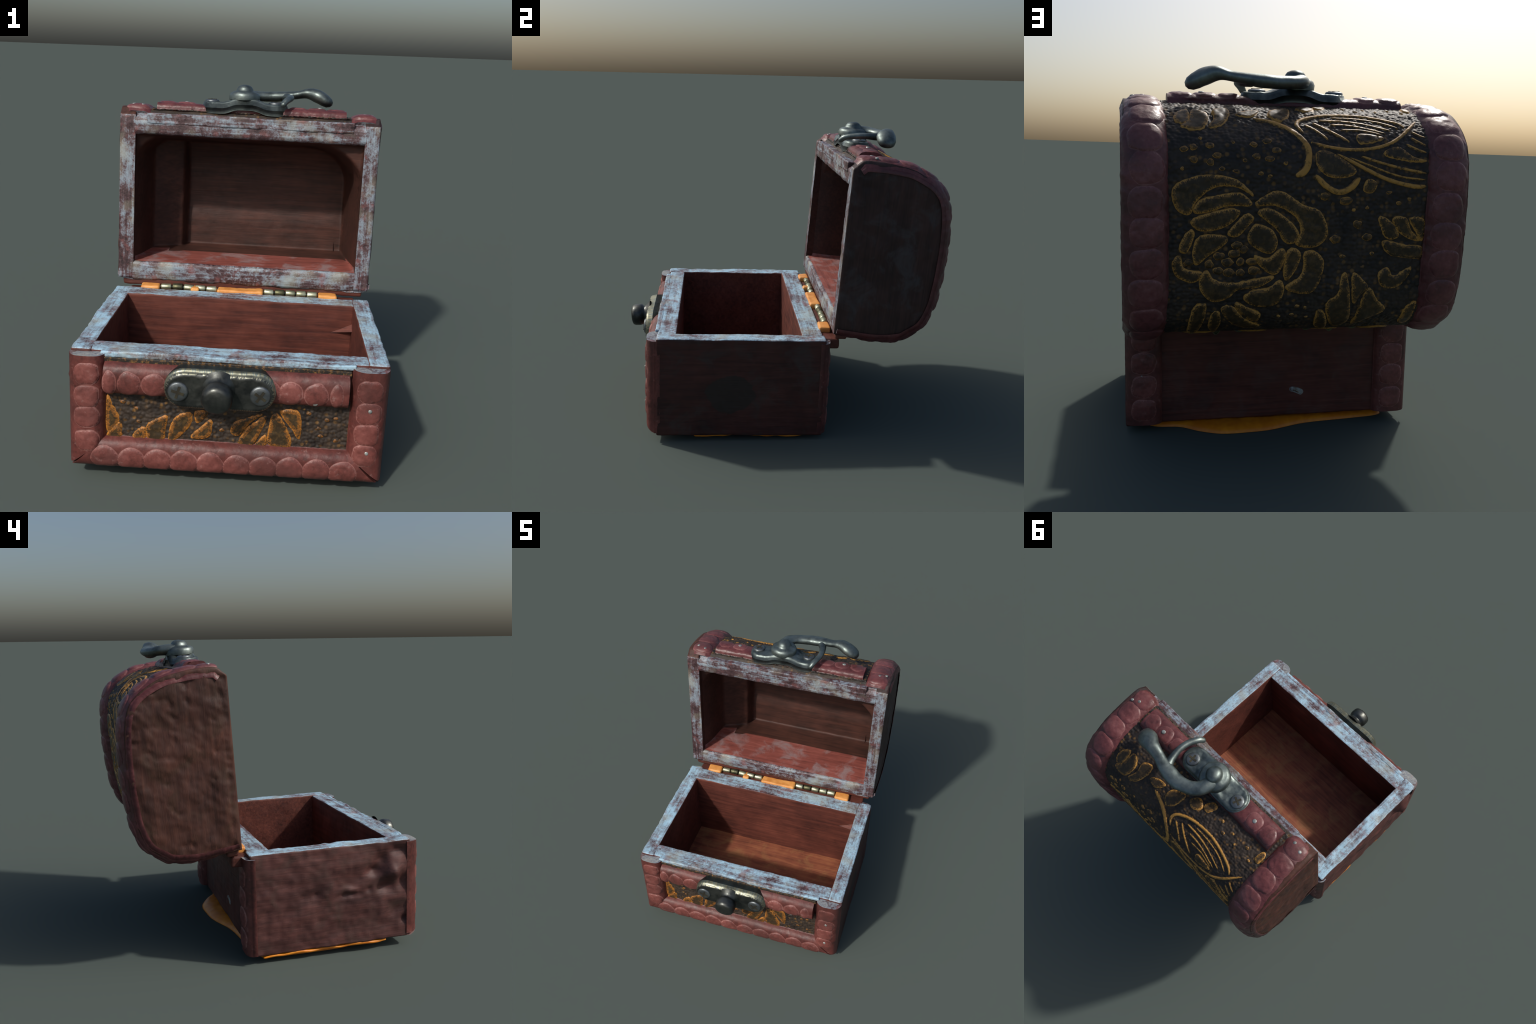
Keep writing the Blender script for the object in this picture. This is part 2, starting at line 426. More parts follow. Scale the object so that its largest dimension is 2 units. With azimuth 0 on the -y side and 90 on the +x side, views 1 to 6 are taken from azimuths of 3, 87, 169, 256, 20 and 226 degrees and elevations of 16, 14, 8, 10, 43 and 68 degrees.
def lathe(profile, origin, axis, name, mats, pick=None, parent=None, frame=None, sides=36, wob=.0):
    z = Vector(axis).normalized(); x = z.orthogonal().normalized(); y = z.cross(x)
    V, F, fm = [], [], []; n = len(profile)
    for (r, h) in profile:
        for k in range(sides):
            a = 2 * math.pi * k / sides
            V.append(tuple(Vector(origin) + x * r * math.cos(a) + y * r * math.sin(a) + z * h))
    for i in range(n - 1):
        for k in range(sides):
            F.append((i * sides + k, i * sides + (k + 1) % sides, (i + 1) * sides + (k + 1) % sides, (i + 1) * sides + k))
            fm.append(pick[i] if pick else 0)
    F.append(tuple((n - 1) * sides + k for k in range(sides))); fm.append(pick[-1] if pick else 0)
    V = np.array(V)
    if wob: V = V + wob * np.c_[vnoise(V, 20, 3), vnoise(V, 20, 4), vnoise(V, 20, 5)]
    return make(name, V, F, mats, fm, parent, frame)

def screw(origin, axis, r, parent, turn=0.3):
    """round-headed screw with dark bars laid on the head as its cross slot"""
    ob = lathe([(r, -.012), (r, .004), (r * .96, .009), (r * .82, .013), (r * .45, .015), (.002, .015)],
               origin, axis, "screw", [SCREW], parent=parent, sides=28, wob=.001)
    z = Vector(axis).normalized(); x = z.orthogonal().normalized(); y = z.cross(x)
    V, F = [], []
    for k in range(2):
        a = turn + k * math.pi / 2; u = x * math.cos(a) + y * math.sin(a); w = z.cross(u)
        b = len(V); h = .0165 + .0008 * k
        for (p, q) in ((-.62, -.13), (.62, -.13), (.62, .13), (-.62, .13)):
            V.append(tuple(Vector(origin) + u * p * r + w * q * r + z * h))
        for (p, q) in ((-.62, -.13), (.62, -.13), (.62, .13), (-.62, .13)):
            V.append(tuple(Vector(origin) + u * p * r + w * q * r + z * .004))
        F += [(b, b + 1, b + 2, b + 3)] + [(b + i, b + 4 + i, b + 4 + (i + 1) % 4, b + (i + 1) % 4) for i in range(4)]
    make("slot_bar", V, F, [SLOT], None, parent, smooth=False)  # raised dark bars stand in for the shaded slot
    return ob

def nail(origin, axis, r, parent):
    lathe([(r, -.006), (r, .001), (r * .7, .004), (.001, .003)], origin, axis, "nail", [NAIL], parent=parent, sides=12, wob=.003)

# ------------------------------------------------------------------ base box walls
def rough_wall(seed, a=.004):
    def f(P, N): return a * fbm(P, 9, seed) + .6 * a * fbm(P, 34, seed + 5, 2)
    return f

def bumps(P, items, ia, ib):
    out = 0
    for (u, v, su, sv, h) in items:
        out = out + h * np.exp(-((P[:, ia] - u) / su) ** 2 - ((P[:, ib] - v) / sv) ** 2)
    return out

LEFT_DENTS = [(-.40, .43, .060, .050, .040), (-.33, .50, .045, .05, -.030), (-.28, .44, .045, .030, -.034),
              (-.44, .555, .05, .03, -.020), (-.36, .33, .060, .040, -.028), (-.47, .37, .03, .05, -.022),
              (-.12, .34, .05, .018, .014), (-.12, .31, .06, .016, -.014), (.10, .33, .03, .02, -.010),
              (-.43, .18, .06, .05, -.014), (-.49, .11, .03, .03, -.02), (.02, .40, .05, .04, .008),
              (-.25, .33, .02, .02, -.014), (.28, .42, .05, .05, -.006), (.2, .2, .06, .05, .006), (.20, .46, .28, .18, .011), (-.15, .50, .16, .10, .008)]

def left_wall(P, N):
    out = np.clip(-N[:, 0], 0, 1)
    return (.004 * fbm(P, 9, 1) + .003 * fbm(P, 34, 2, 2)
            + out * (1.12 * bumps(P, LEFT_DENTS, 1, 2) + .011 * fbm(P, 12, 9, 3)))

def wall_mats(axis_in):
    def pick(C, N):
        k = np.zeros(len(C), int)
        k[N[:, 2] > .6] = 1
        k[(N[:, axis_in[0]] * axis_in[1] > .6)] = 2
        return k
    return pick

def ragged(P):      # lip of the rim is worn uneven
    P = P.copy(); top = np.clip((P[:, 2] - .59) / .03, 0, 1)
    P[:, 2] += top * .006 * fbm(P, 11, 31, 3)
    return P

board("wall", (-.772, -.522, -.006), (-.670, .500, .619), .012, .010, left_wall, [SIDE_L, RIM_Y, INSIDE_X],
      wall_mats((0, 1)), warp=ragged)
board("wall", (.682, -.522, -.010), (.784, .500, .619), .014, .010, rough_wall(3), [SIDE_R, RIM_Y, INSIDE_X],
      wall_mats((0, -1)), warp=ragged)
front = board("wall", (-.686, -.518, .0), (.686, -.406, .616), .014, .008, rough_wall(6), [TRIM, RIM_X, INSIDE_X],
              wall_mats((1, 1)), warp=ragged)
back = board("wall", (-.686, .358, .0), (.686, .488, .619), .014, .008, rough_wall(8, .003), [BACK, RIM_X, INSIDE_X],
             wall_mats((1, -1)), warp=ragged)
board("floor_board", (-.690, -.41, .003), (.690, .365, .028), .02, .004, rough_wall(11, .003), [FLOOR])
# rim moulding: thin pale strip in front of the front wall's top, closing the gap to the corner trims
board("rim_lip", (-.62, -.540, .588), (.62, -.506, .617), .010, .007, rough_wall(14, .006), [RIM_X], warp=ragged)
board("leather_edge_strip", (-.60, -.545, .560), (.60, -.510, .5885), .010, .004, rough_wall(15, .004), [DARK_FLECK])  # dark leather edge showing above the top trim
# small ledge of the scanned mesh on the inside of the back wall
make("wall_ledge", [(.545, .362, .440), (.684, .362, .505), (.684, .362, .452), (.684, .315, .470), (.60, .345, .452)],
     [(0, 4, 3, 1), (0, 2, 3, 4), (1, 3, 2), (0, 1, 2)], [INSIDE_X], frame=BOX, smooth=False)

# ------------------------------------------------------------------ straight leather trims on the box
def bead_surface(c0, along, across, out, w, h):
    """half-round strip: (a, b) = length along it, offset across it"""
    c0, along, across, out = (np.array(v, float) for v in (c0, along, across, out))
    def surf(Q):
        q = np.clip(Q[:, 1] / w, -.98, .98); bl = bulge(q, 3.4)
        P = c0 + Q[:, :1] * along + Q[:, 1:] * across + (h * bl)[:, None] * out
        slope = -h / w * 1.2 * np.sign(q) * np.abs(q) ** 1.4 / np.maximum(bl, .35)
        N = out[None, :] - slope[:, None] * across[None, :]
        return P, N / np.linalg.norm(N, axis=1)[:, None]
    return surf

def bead(name, c0, along, across, out, length, w, h, seed, mitre=None, caps=(), capmat=1):
    surf = bead_surface(c0, along, across, out, w, h)
    na, nb = max(20, int(length / .008)), 26
    b = np.sin(np.linspace(-np.pi / 2, np.pi / 2, nb)) * w * .999
    A = np.linspace(0, 1, na)
    G = np.zeros((na, nb, 2)); G[..., 1] = b[None, :]
    lo, hi = np.zeros(nb), np.full(nb, length)
    if mitre: lo, hi = mitre(b, length)
    G[..., 0] = lo[None] + (hi - lo)[None] * A[:, None]
    P, N = surf(G.reshape(-1, 2)); P = P.reshape(na, nb, 3); N = N.reshape(na, nb, 3)
    # skirt: first and last columns go down to the wall
    flat = P - N * 0
    d = (.004 * fbm(P.reshape(-1, 3), 12, seed) + .002 * fbm(P.reshape(-1, 3), 45, seed + 1, 2)).reshape(na, nb)
    edge = 1 - np.abs(b / w) ** 8
    flat, N, dd = skirted(flat, N, d * edge[None], -np.array(out, float), h * .3 + .014)
    ob = sweep(flat, N, dd, name, [TRIM, CAP], cap_rows=caps, capmat=capmat, frame=BOX)
    return ob, surf

def pad(a, b, ra, rb, wob):
    """squarish pad outline"""
    t = np.linspace(0, 2 * np.pi, 14, endpoint=False); c, q = np.cos(t), np.sin(t)
    r = 1 / (np.abs(c) ** 2.8 + np.abs(q) ** 2.8) ** (1 / 2.8) * (1 + wob * np.array([random.uniform(-1, 1) for _ in t]))
    return spline(np.c_[a + ra * r * c, b + rb * r * q], 5, True)

def scale_on(parent, surf, a, b, ra, rb, h=.009, cut=None, wob=.05, mats=None, round_top=False):
    p = blob((a, b), ra, rb, wob) if round_top else pad(a, b, ra, rb, wob)
    if cut is not None: p[:, 1] = np.clip(p[:, 1], cut[0], cut[1])
    relief("scale", p, surf, h, .026, mats or [SCALE_EDGE, SCALE], (.009,), step=.009, sink=.010, rough=.004, parent=parent,
           seed=random.randrange(999), dome=.003)

X, Y, Z = (1, 0, 0), (0, 1, 0), (0, 0, 1)
nX, nY, nZ = (-1, 0, 0), (0, -1, 0), (0, 0, -1)
def corner_mitre(side):
    def f(b, length): return .008 + .150 * np.clip((.09 - side * b) / .18, 0, 1), np.full(len(b), length)
    return f
# front corner trims, square-ish scales stacked up them
for side in (-1, 1):
    ob, sf = bead("leather_trim", (side * (.689 + .005 * side), -.516, .004), Z, X, nY, .600, .090, .068, 40 + side, caps=(-1,), mitre=corner_mitre(side))
    for k in range(4):
        scale_on(ob, sf, .155 + k * .118 + random.uniform(-.008, .008), side * -.004, .061, .064, .008)
    if side > 0:
        nail((side * .694, -.590, .41), nY, .010, ob); nail((side * .694, -.590, .185), nY, .010, ob)
    ob, sf = bead("leather_trim", (side * .690, .484, .004), Z, X, Y, .590, .096, .046, 50 + side, caps=(-1,))
    for k in range(4):
        scale_on(ob, sf, .085 + k * .130 + random.uniform(-.008, .008), 0, .064, .068, .008)
    nail((side * .70, .527, .27), Y, .012, ob)
# bottom trim with mitred ends; scallops with round tops
def mitre(b, length): s = (b + .084) / .168; return .012 + .160 * s, length - .012 - .160 * s
ob, sf = bead("leather_trim", (-.780, -.516, .082), X, Z, nY, 1.56, .084, .068, 61, mitre=mitre, caps=(0, -1), capmat=0)
for k in range(10):
    scale_on(ob, sf, .190 + k * .131, -.022 + random.uniform(-.004, .004),   .073, .072, .009, cut=(-.072, .06), wob=.04, round_top=True)
nail((.41, -.588, .07), nY, .010, ob)
# top trim behind the catch
ob, sf = bead("leather_trim", (-.596, -.516, .485), X, Z, nY, 1.186, .088, .076, 71, caps=(0, -1), capmat=0)
for a in (.03, .125, .245, .36, .80, .905, 1.03, 1.13):
    scale_on(ob, sf, a, -.012, .060 if .05 < a < 1.1 else .036, .068, .009, wob=.06, round_top=True)
nail((-.355, -.591, .455), nY, .014, ob); nail((.43, -.591, .435), nY, .014, ob)

# ------------------------------------------------------------------ embossed leather
def panel_surface(y):
    def surf(Q):
        P = np.c_[Q[:, 0], np.full(len(Q), y), Q[:, 1]]; return P, np.tile((0., -1., 0.), (len(P), 1))
    return surf

def pebbles(u, v, seed, h=.0048):
    d1, d2, r = cells(u, v, .019, seed)
    e1, e2, q = cells(u, v, .045, seed + 3)
    return h * (1 - np.clip(d1 * 1.5, 0, 1) ** 2) * (.6 + .7 * r) + h * .6 * (1 - np.clip(e1 * 1.6, 0, 1) ** 2)

gx, gz = np.meshgrid(np.linspace(-.62, .62, 300), np.linspace(.12, .43, 78), indexing="ij")
fs = panel_surface(-.527)
P, N = fs(np.c_[gx.ravel(), gz.ravel()])
leather_front = sweep(P.reshape(*gx.shape, 3), N.reshape(*gx.shape, 3), pebbles(gx.ravel(), gz.ravel(), 5).reshape(gx.shape),
                      "leather_panel", [LEATHER], frame=BOX)
FRONT_LEAVES = {
    "a": [(-.59, .38), (-.56, .32), (-.53, .25), (-.59, .19)], "b": [(-.59, .17), (-.53, .24), (-.52, .16), (-.57, .14)],
    "c": [(-.46, .16), (-.44, .20), (-.40, .22), (-.40, .16)],
    "d": [(-.38, .15), (-.39, .23), (-.34, .27), (-.29, .29), (-.30, .22), (-.31, .15)],
    "e": [(-.28, .15), (-.27, .24), (-.23, .30), (-.17, .31), (-.18, .24), (-.25, .16)],
    "f": [(-.17, .18), (-.11, .25), (-.07, .28), (-.08, .19)], "g": [(-.15, .32), (-.09, .32), (-.14, .26)],
    "h": [(.03, .22), (.04, .27), (.10, .30), (.18, .33), (.12, .28), (.07, .21)],
    "i": [(.07, .16), (.09, .22), (.14, .28), (.20, .32), (.18, .25), (.13, .15)],
    "j": [(.22, .17), (.22, .28), (.24, .34), (.28, .30), (.32, .22), (.32, .16)],
    "k": [(.27, .35), (.36, .35), (.37, .21), (.33, .26)], "l": [(.15, .15), (.20, .22), (.20, .15)],
}
for k, pts in FRONT_LEAVES.items():
    relief("embossed_leaf", spline(pts, 8, True), fs, .013, .012, [GILT_F, GILT_F2, GILT_DARK], (.010, .024), step=.008, grow=.006,
           rough=.004, parent=leather_front)
for c in ((-.44, .32), (-.51, .35), (.50, .32), (.41, .35), (.54, .33), (-.43, .25), (-.02, .23), (.47, .23), (.55, .21), (.46, .27)):
    relief("embossed_berry", blob(c, .016, .012, .2), fs, .010, .01, [GILT_F2, GILT_DARK], (.008,), step=.006, parent=leather_front)

# ------------------------------------------------------------------ lid: outline of its end, (depth behind the mouth, height)
LID_OUTLINE = [(0, 1.055), (.045, 1.088), (.154, 1.09), (.263, 1.077), (.36, 1.056), (.465, 1.004), (.532, .95), (.575, .885),
               (.602, .78), (.613, .615), (.611, .45), (.603, .335), (.587, .217), (.537, .093), (.452, .023), (.391, -.010),
               (.245, -.028), (.07, -.016), (0, -.008)]
LP = spline(LID_OUTLINE, 14)
LT = np.gradient(LP, axis=0); LT /= np.linalg.norm(LT, axis=1)[:, None]
LN = np.c_[-LT[:, 1], LT[:, 0]]
if LN[len(LN) // 2, 0] < 0: LN = -LN
LS = np.r_[0, np.cumsum(np.linalg.norm(np.diff(LP, axis=0), axis=1))]; LEN = LS[-1]

def lid_at(x, s, off):
    """point and normal on the lid's dome at width x, arc length s, off metres above its outline"""
    s = np.clip(s, 0, LEN)
    p = np.c_[np.interp(s, LS, LP[:, 0]), np.interp(s, LS, LP[:, 1])]
    n = np.c_[np.interp(s, LS, LN[:, 0]), np.interp(s, LS, LN[:, 1])]; n /= np.linalg.norm(n, axis=1)[:, None]
    p = p + n * np.asarray(off).reshape(-1, 1)
    return np.c_[x, p], np.c_[np.zeros(len(s)), n]

def inset(s): return -.033 + .024 * np.clip((s - 1.25) / .55, 0, 1)
def leather_surface(Q):      # the cover sags a little low on the dome, more to the left
    sag = .013 * np.exp(-((Q[:, 1] - 1.10) / .26) ** 2) * (1 - Q[:, 0] * .8)
    return lid_at(Q[:, 0], Q[:, 1], inset(Q[:, 1]) - sag)

# wooden shell: outer dome, inner hollow, worn faces round the mouth
s_out = np.linspace(0, LEN, 150)
outer, _ = lid_at(np.zeros(150), s_out, inset(s_out) - .004)
o2 = outer[:, 1:].copy(); o2[:, 0] = np.maximum(o2[:, 0], 0)
sagging = .022 * np.exp(-((s_out - 1.10) / .26) ** 2); o2[:, 0] -= sagging
ring = np.vstack([(.25, .124), (.10, .122), (.008, .124), (-.010, .116), (-.010, .09), (-.010, .055), (-.010, .02), o2[::-1], (-.010, 1.0), (-.010, .965), (-.010, .935), (-.010, .915), (.008, .906), (.10, .90)])
nx, nr = 110, len(ring); xs = np.linspace(-.692, .692, nx)
G = np.zeros((nx, nr, 3)); G[..., 0] = xs[:, None]; G[..., 1:] = ring[None]
tn = np.gradient(ring, axis=0); nn = np.c_[-tn[:, 1], tn[:, 0]]; nn /= np.linalg.norm(nn, axis=1)[:, None]
if nn[80, 0] < 0: nn = -nn
NN = np.zeros_like(G); NN[..., 1:] = nn[None]
d = (.005 * fbm(G.reshape(-1, 3), 10, 77) + .004 * fbm(G.reshape(-1, 3), 38, 78, 2)).reshape(nx, nr)
shell = sweep(G, NN, d, "lid_shell", [LEATHER, LIDRIM_X, LIDFLOOR], frame=LID)
col = np.tile(np.arange(nr - 1), nx - 1)
fm = np.where((col < 2) | (col >= nr - 2), 2, np.where((col >= 7) & (col < 156), 0, 1))
shell.data.polygons.foreach_set("material_index", fm.astype(np.int32))

# hollow of the lid: depth behind the mouth as a function of (width, height)
gx, gh = np.meshgrid(np.linspace(-.700, .700, 190), np.linspace(.108, .915, 130), indexing="ij")
def ramp01(v): v = np.clip(v, 0, 1); return v * v * (3 - 2 * v)
def piecewise(t, *pts): return np.interp(t, [p[0] for p in pts], [p[1] for p in pts])
dome = .536 - .022 * ramp01((.50 - gh) / .2) - .07 * np.clip((gh - .66) / .22, 0, 1) ** 2
floor_d = piecewise(gh, (.108, 0), (.124, .02), (.140, .29), (.147, .55), (1, .6))
ceil_d = piecewise(.915 - gh, (0, 0), (.012, .02), (.032, .12), (.046, .48), (.06, .6))
left_d = piecewise(gx + .700, (0, 0), (.010, .02), (.042, .12), (.066, .33), (.265, .425), (.280, .60))   # thick cheek, then a step
right_d = piecewise(.700 - gx, (0, 0), (.010, .02), (.022, .12), (.032, .60))
def corner(cx, ch, rx, rh):       # upper corners are filled round
    return piecewise(1 - np.hypot(np.maximum(cx, 0) / rx, np.maximum(gh - ch, 0) / rh), (-1, .02), (0, .05), (.10, .25), (.20, .60))
depth = np.minimum.reduce([dome, floor_d, ceil_d, left_d, right_d, corner(gx - .36, .62, .34, .285), corner(-gx - .48, .70, .22, .205)])
k = np.array([.25, .5, .25])
for _ in range(2):
    depth[1:-1] = k[0] * depth[:-2] + k[1] * depth[1:-1] + k[2] * depth[2:]
    depth[:, 1:-1] = k[0] * depth[:, :-2] + k[1] * depth[:, 1:-1] + k[2] * depth[:, 2:]
V = np.stack([gx, depth + .012, gh], -1); NV = np.zeros_like(V); NV[..., 1] = -1
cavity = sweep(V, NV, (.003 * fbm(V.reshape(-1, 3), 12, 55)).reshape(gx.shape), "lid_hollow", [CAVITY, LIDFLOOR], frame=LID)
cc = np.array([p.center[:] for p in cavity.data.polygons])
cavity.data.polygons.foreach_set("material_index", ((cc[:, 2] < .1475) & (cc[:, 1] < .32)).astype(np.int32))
# seam line between the two layers of the front edge: the leather's raw edge lies a little proud
board("leather_raw_edge", (-.62, -.016, .972), (.62, .05, 1.034), .010, .006, rough_wall(16, .007), [LIDRIM_X], frame=LID)

# end boards of the lid
def end_board(side):
    s = np.linspace(.0, LEN, 130); p, _ = lid_at(np.zeros(130), s, -.024)
    poly = p[:, 1:]; poly[:, 0] = np.where(poly[:, 0] < .012, -.009, poly[:, 0])
    poly = np.vstack([poly, np.c_[np.full(50, -.009), np.linspace(poly[-1, 1], poly[0, 1], 52)[1:-1]]])
    poly = resample(poly, .013)
    Q, F, k = fill(poly, .013); n = len(Q)
    dist = np.clip(edge_distance(Q, poly) / .02, 0, 1)
    P = np.c_[np.full(n, (.780 if side > 0 else .786) * side), Q]
    amp = .012 if side < 0 else .005
    P[:, 0] += side * dist * amp * (fbm(P, 13, 5, 3) - .5 * np.clip(fbm(P, 22, 9, 2) - .25, 0, 1) * 3)
    if side < 0:   # row of pits where the strip is nailed over the edge
        rim = np.exp(-((edge_distance(Q, poly) - .035) / .018) ** 2)
        P[:, 0] += rim * .012 * np.clip(fbm(P, 30, 15, 2) + .2, 0, 1)
    P[:, 0] -= side * (1 - dist) * .006
    V = [P]; layers = 6
    for j in range(1, layers + 1):
        R = np.c_[np.full(k, side * (.774 - (.774 - .688) * j / layers)), poly]
        R[:, 1] += np.where(poly[:, 0] < -.005, .004 * fbm(R, 30, 21, 2), 0); V.append(R)
    V = np.vstack(V); faces = [f if side > 0 else f[::-1] for f in F]; fm = [0] * len(faces)
    a = np.array(faces); 
    if np.mean(np.cross(V[a[:, 1]] - V[a[:, 0]], V[a[:, 2]] - V[a[:, 0]])[:, 0]) * side < 0: faces = [f[::-1] for f in faces]
    start = [0] + [n + k * j for j in range(layers)]
    for j in range(layers):
        for i in range(k):
            i2 = (i + 1) % k; q = (start[j] + i, start[j] + i2, start[j + 1] + i2, start[j + 1] + i)
            faces.append(q); fm.append(1 if poly[i, 0] < -.005 and poly[i2, 0] < -.005 else 0)
    m0 = start[layers]
    V2 = np.c_[np.full(len(Q), side * .688), Q]; b0 = len(V); V = np.vstack([V, V2])
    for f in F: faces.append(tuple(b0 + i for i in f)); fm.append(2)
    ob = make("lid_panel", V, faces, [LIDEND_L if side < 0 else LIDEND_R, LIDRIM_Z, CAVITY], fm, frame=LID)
    import bmesh
    bm = bmesh.new(); bm.from_mesh(ob.data); bmesh.ops.remove_doubles(bm, verts=bm.verts, dist=1e-5)
    bmesh.ops.recalc_face_normals(bm, faces=bm.faces); bm.to_mesh(ob.data); bm.free()
for side in (-1, 1): end_board(side)

# curved leather strips over both ends of the lid
def strip_surface(side):
    c, w, h = side * .686, .101, .050 if side < 0 else .057
    def surf(Q):      # Q = (arc length, offset across)
        q = np.clip(Q[:, 1] / w, -.985, .985); bl = bulge(q, 2.2)
        s = np.clip(Q[:, 0], 0, LEN); thin = 1 - .35 * np.clip((s - 1.65) / .3, 0, 1)
        P, N = lid_at(c + Q[:, 1], s, -.044 + h * bl * thin - (.022 if side < 0 else .026) * np.exp(-(s / .45) ** 2))
        slope = -h / w * 1.1 * np.sign(q) * np.abs(q) ** 1.2 / np.maximum(bl, .35)
        N = N.copy(); N[:, 0] = -slope
        return P, N / np.linalg.norm(N, axis=1)[:, None]
    return surf
for side in (-1, 1):
    sf = strip_surface(side); na, nb = 300, 30
    b = np.sin(np.linspace(-np.pi / 2, np.pi / 2, nb)) * .1008
    A = np.linspace(0, LEN, na); Q = np.stack(np.meshgrid(A, b, indexing="ij"), -1).reshape(-1, 2)
    P, N = sf(Q); d = .005 * fbm(P, 13, 80 + side) + .004 * fbm(P, 42, 83 + side, 2)
    _, LNn = lid_at(np.zeros(na), A, 0)
    P, N, d = skirted(P.reshape(na, nb, 3), N.reshape(na, nb, 3), d.reshape(na, nb), -LNn[:, None, :], .026)
    ob = sweep(P, N, d, "leather_trim", [LTRIM, CAP], cap_rows=(0, -1), capmat=1, frame=LID)
    s = .085
    while s < LEN - .07:
        scale_on(ob, sf, s, side * -.004 + random.uniform(-.006, .006), .071, .076, .009, wob=.05, mats=[LSCALE_EDGE, LSCALE])
        s += .136 + random.uniform(-.008, .008)
    for (sa, bb) in ((.07, .03), (.09, -.03)) if side < 0 else ((.12, .0), (.14, .045)):
        P, N = sf(np.array([[sa, bb]])); nail(P[0] + N[0] * .008, N[0], .011, ob)

# straight trim along the lid's front edge
def front_trim_surface(Q):          # (x, offset across)
    q = np.clip(Q[:, 1] / .084, -.985, .985); bl = bulge(q, 3.6)
    P, N = lid_at(Q[:, 0], .140 + Q[:, 1], -.040 + .048 * bl)
    slope = -.5 * np.sign(q) * np.abs(q) ** 1.6 / np.maximum(bl, .35)
    sg = np.c_[np.zeros(len(q)), np.ones(len(q)), np.zeros(len(q))]
    N = N - slope[:, None] * sg * .8
    return P, N / np.linalg.norm(N, axis=1)[:, None]
na, nb = 170, 26
b = np.sin(np.linspace(-np.pi / 2, np.pi / 2, nb)) * .0838
Q = np.stack(np.meshgrid(np.linspace(-.572, .572, na), b, indexing="ij"), -1).reshape(-1, 2)
P, N = front_trim_surface(Q); d = .004 * fbm(P, 13, 91) + .003 * fbm(P, 42, 92, 2)
P, N, d = skirted(P.reshape(na, nb, 3), N.reshape(na, nb, 3), d.reshape(na, nb), np.array((0., 0., -1.)), .022)
ob = sweep(P, N, d, "leather_trim", [LTRIM], cap_rows=(0, -1), frame=LID)
for a in (-.515, -.40, -.20, -.06, .08, .28, .395, .51):
    scale_on(ob, front_trim_surface, a, .012, .056, .054, .009, wob=.08, mats=[LSCALE_EDGE, LSCALE])
for a in (-.40, .41):
    P, N = front_trim_surface(np.array([[a, .01]])); nail(P[0] + N[0] * .010, N[0], .014, ob)

# embossed leather over the dome
gu, gs = np.meshgrid(np.linspace(-.60, .60, 300), np.linspace(.03, 1.97, 470), indexing="ij")
P, N = leather_surface(np.c_[gu.ravel(), gs.ravel()])
leather_lid = sweep(P.reshape(*gu.shape, 3), N.reshape(*gu.shape, 3),
                    (pebbles(gu.ravel(), gs.ravel(), 23) * (.55 + .45 * (gs.ravel() < 1.6)) + .003 * fbm(P, 8, 33)).reshape(gu.shape),
                    "leather_cover", [LEATHER], frame=LID)
# the flower and its leaves, control points in (width, arc length)
PETALS = {
    "outer_a": [(.57, .87), (.56, .83), (.51, .80), (.42, .78), (.30, .80), (.22, .87), (.29, .83), (.39, .83), (.47, .89), (.50, .95), (.55, .93)],
    "outer_b": [(.21, .91), (.17, .87), (.10, .85), (0, .91), (-.08, .94), (-.12, 1.04), (-.07, 1.10), (.02, 1.09), (0, 1.03), (.03, .96), (.12, .91)],
    "inner_a": [(.48, .94), (.45, .89), (.38, .87), (.28, .86), (.23, .91), (.33, .91), (.42, .94)],
    "inner_b": [(.49, .98), (.42, .95), (.33, .93), (.28, .94), (.32, .99), (.39, 1.02), (.46, 1.02)],
    "inner_c": [(.33, 1.04), (.30, 1.00), (.25, .95), (.22, .97), (.25, 1.01), (.29, 1.05)],
    "inner_d": [(.20, .94), (.14, .93), (.05, .99), (.01, 1.05), (.03, 1.08), (.07, 1.08), (.11, 1.02), (.17, .97)],
    "round": [(.24, 1.06), (.22, 1.01), (.19, 1.00), (.13, 1.03), (.11, 1.09), (.14, 1.13), (.21, 1.10)],
    "low_a": [(.21, 1.14), (.15, 1.16), (.09, 1.11), (.07, 1.15), (.11, 1.23), (.18, 1.19)],
    "low_b": [(.06, 1.13), (.03, 1.11), (0, 1.14), (.02, 1.21), (.06, 1.26), (.07, 1.21)],
    "low_c": [(-.02, 1.13), (-.07, 1.13), (-.11, 1.18), (-.09, 1.28), (-.04, 1.33), (.06, 1.30), (0, 1.25), (-.02, 1.20)],
    "low_d": [(.45, 1.25), (.42, 1.21), (.39, 1.25), (.30, 1.27), (.12, 1.24), (.19, 1.29), (.28, 1.30), (.32, 1.34), (.39, 1.36), (.44, 1.31)],
    "low_e": [(.25, 1.35), (.21, 1.31), (.14, 1.30), (.09, 1.26), (.07, 1.31), (.10, 1.38), (.19, 1.39)],
    "left_a": [(.48, 1.11), (.45, 1.05), (.35, 1.05), (.34, 1.08), (.42, 1.14), (.47, 1.18)],
    "left_b": [(.54, 1.11), (.52, 1.05), (.49, 1.02), (.48, 1.05), (.51, 1.12)],
    "left_c": [(.57, 1.17), (.54, 1.14), (.52, 1.20), (.44, 1.22), (.48, 1.26), (.55, 1.23)],
}
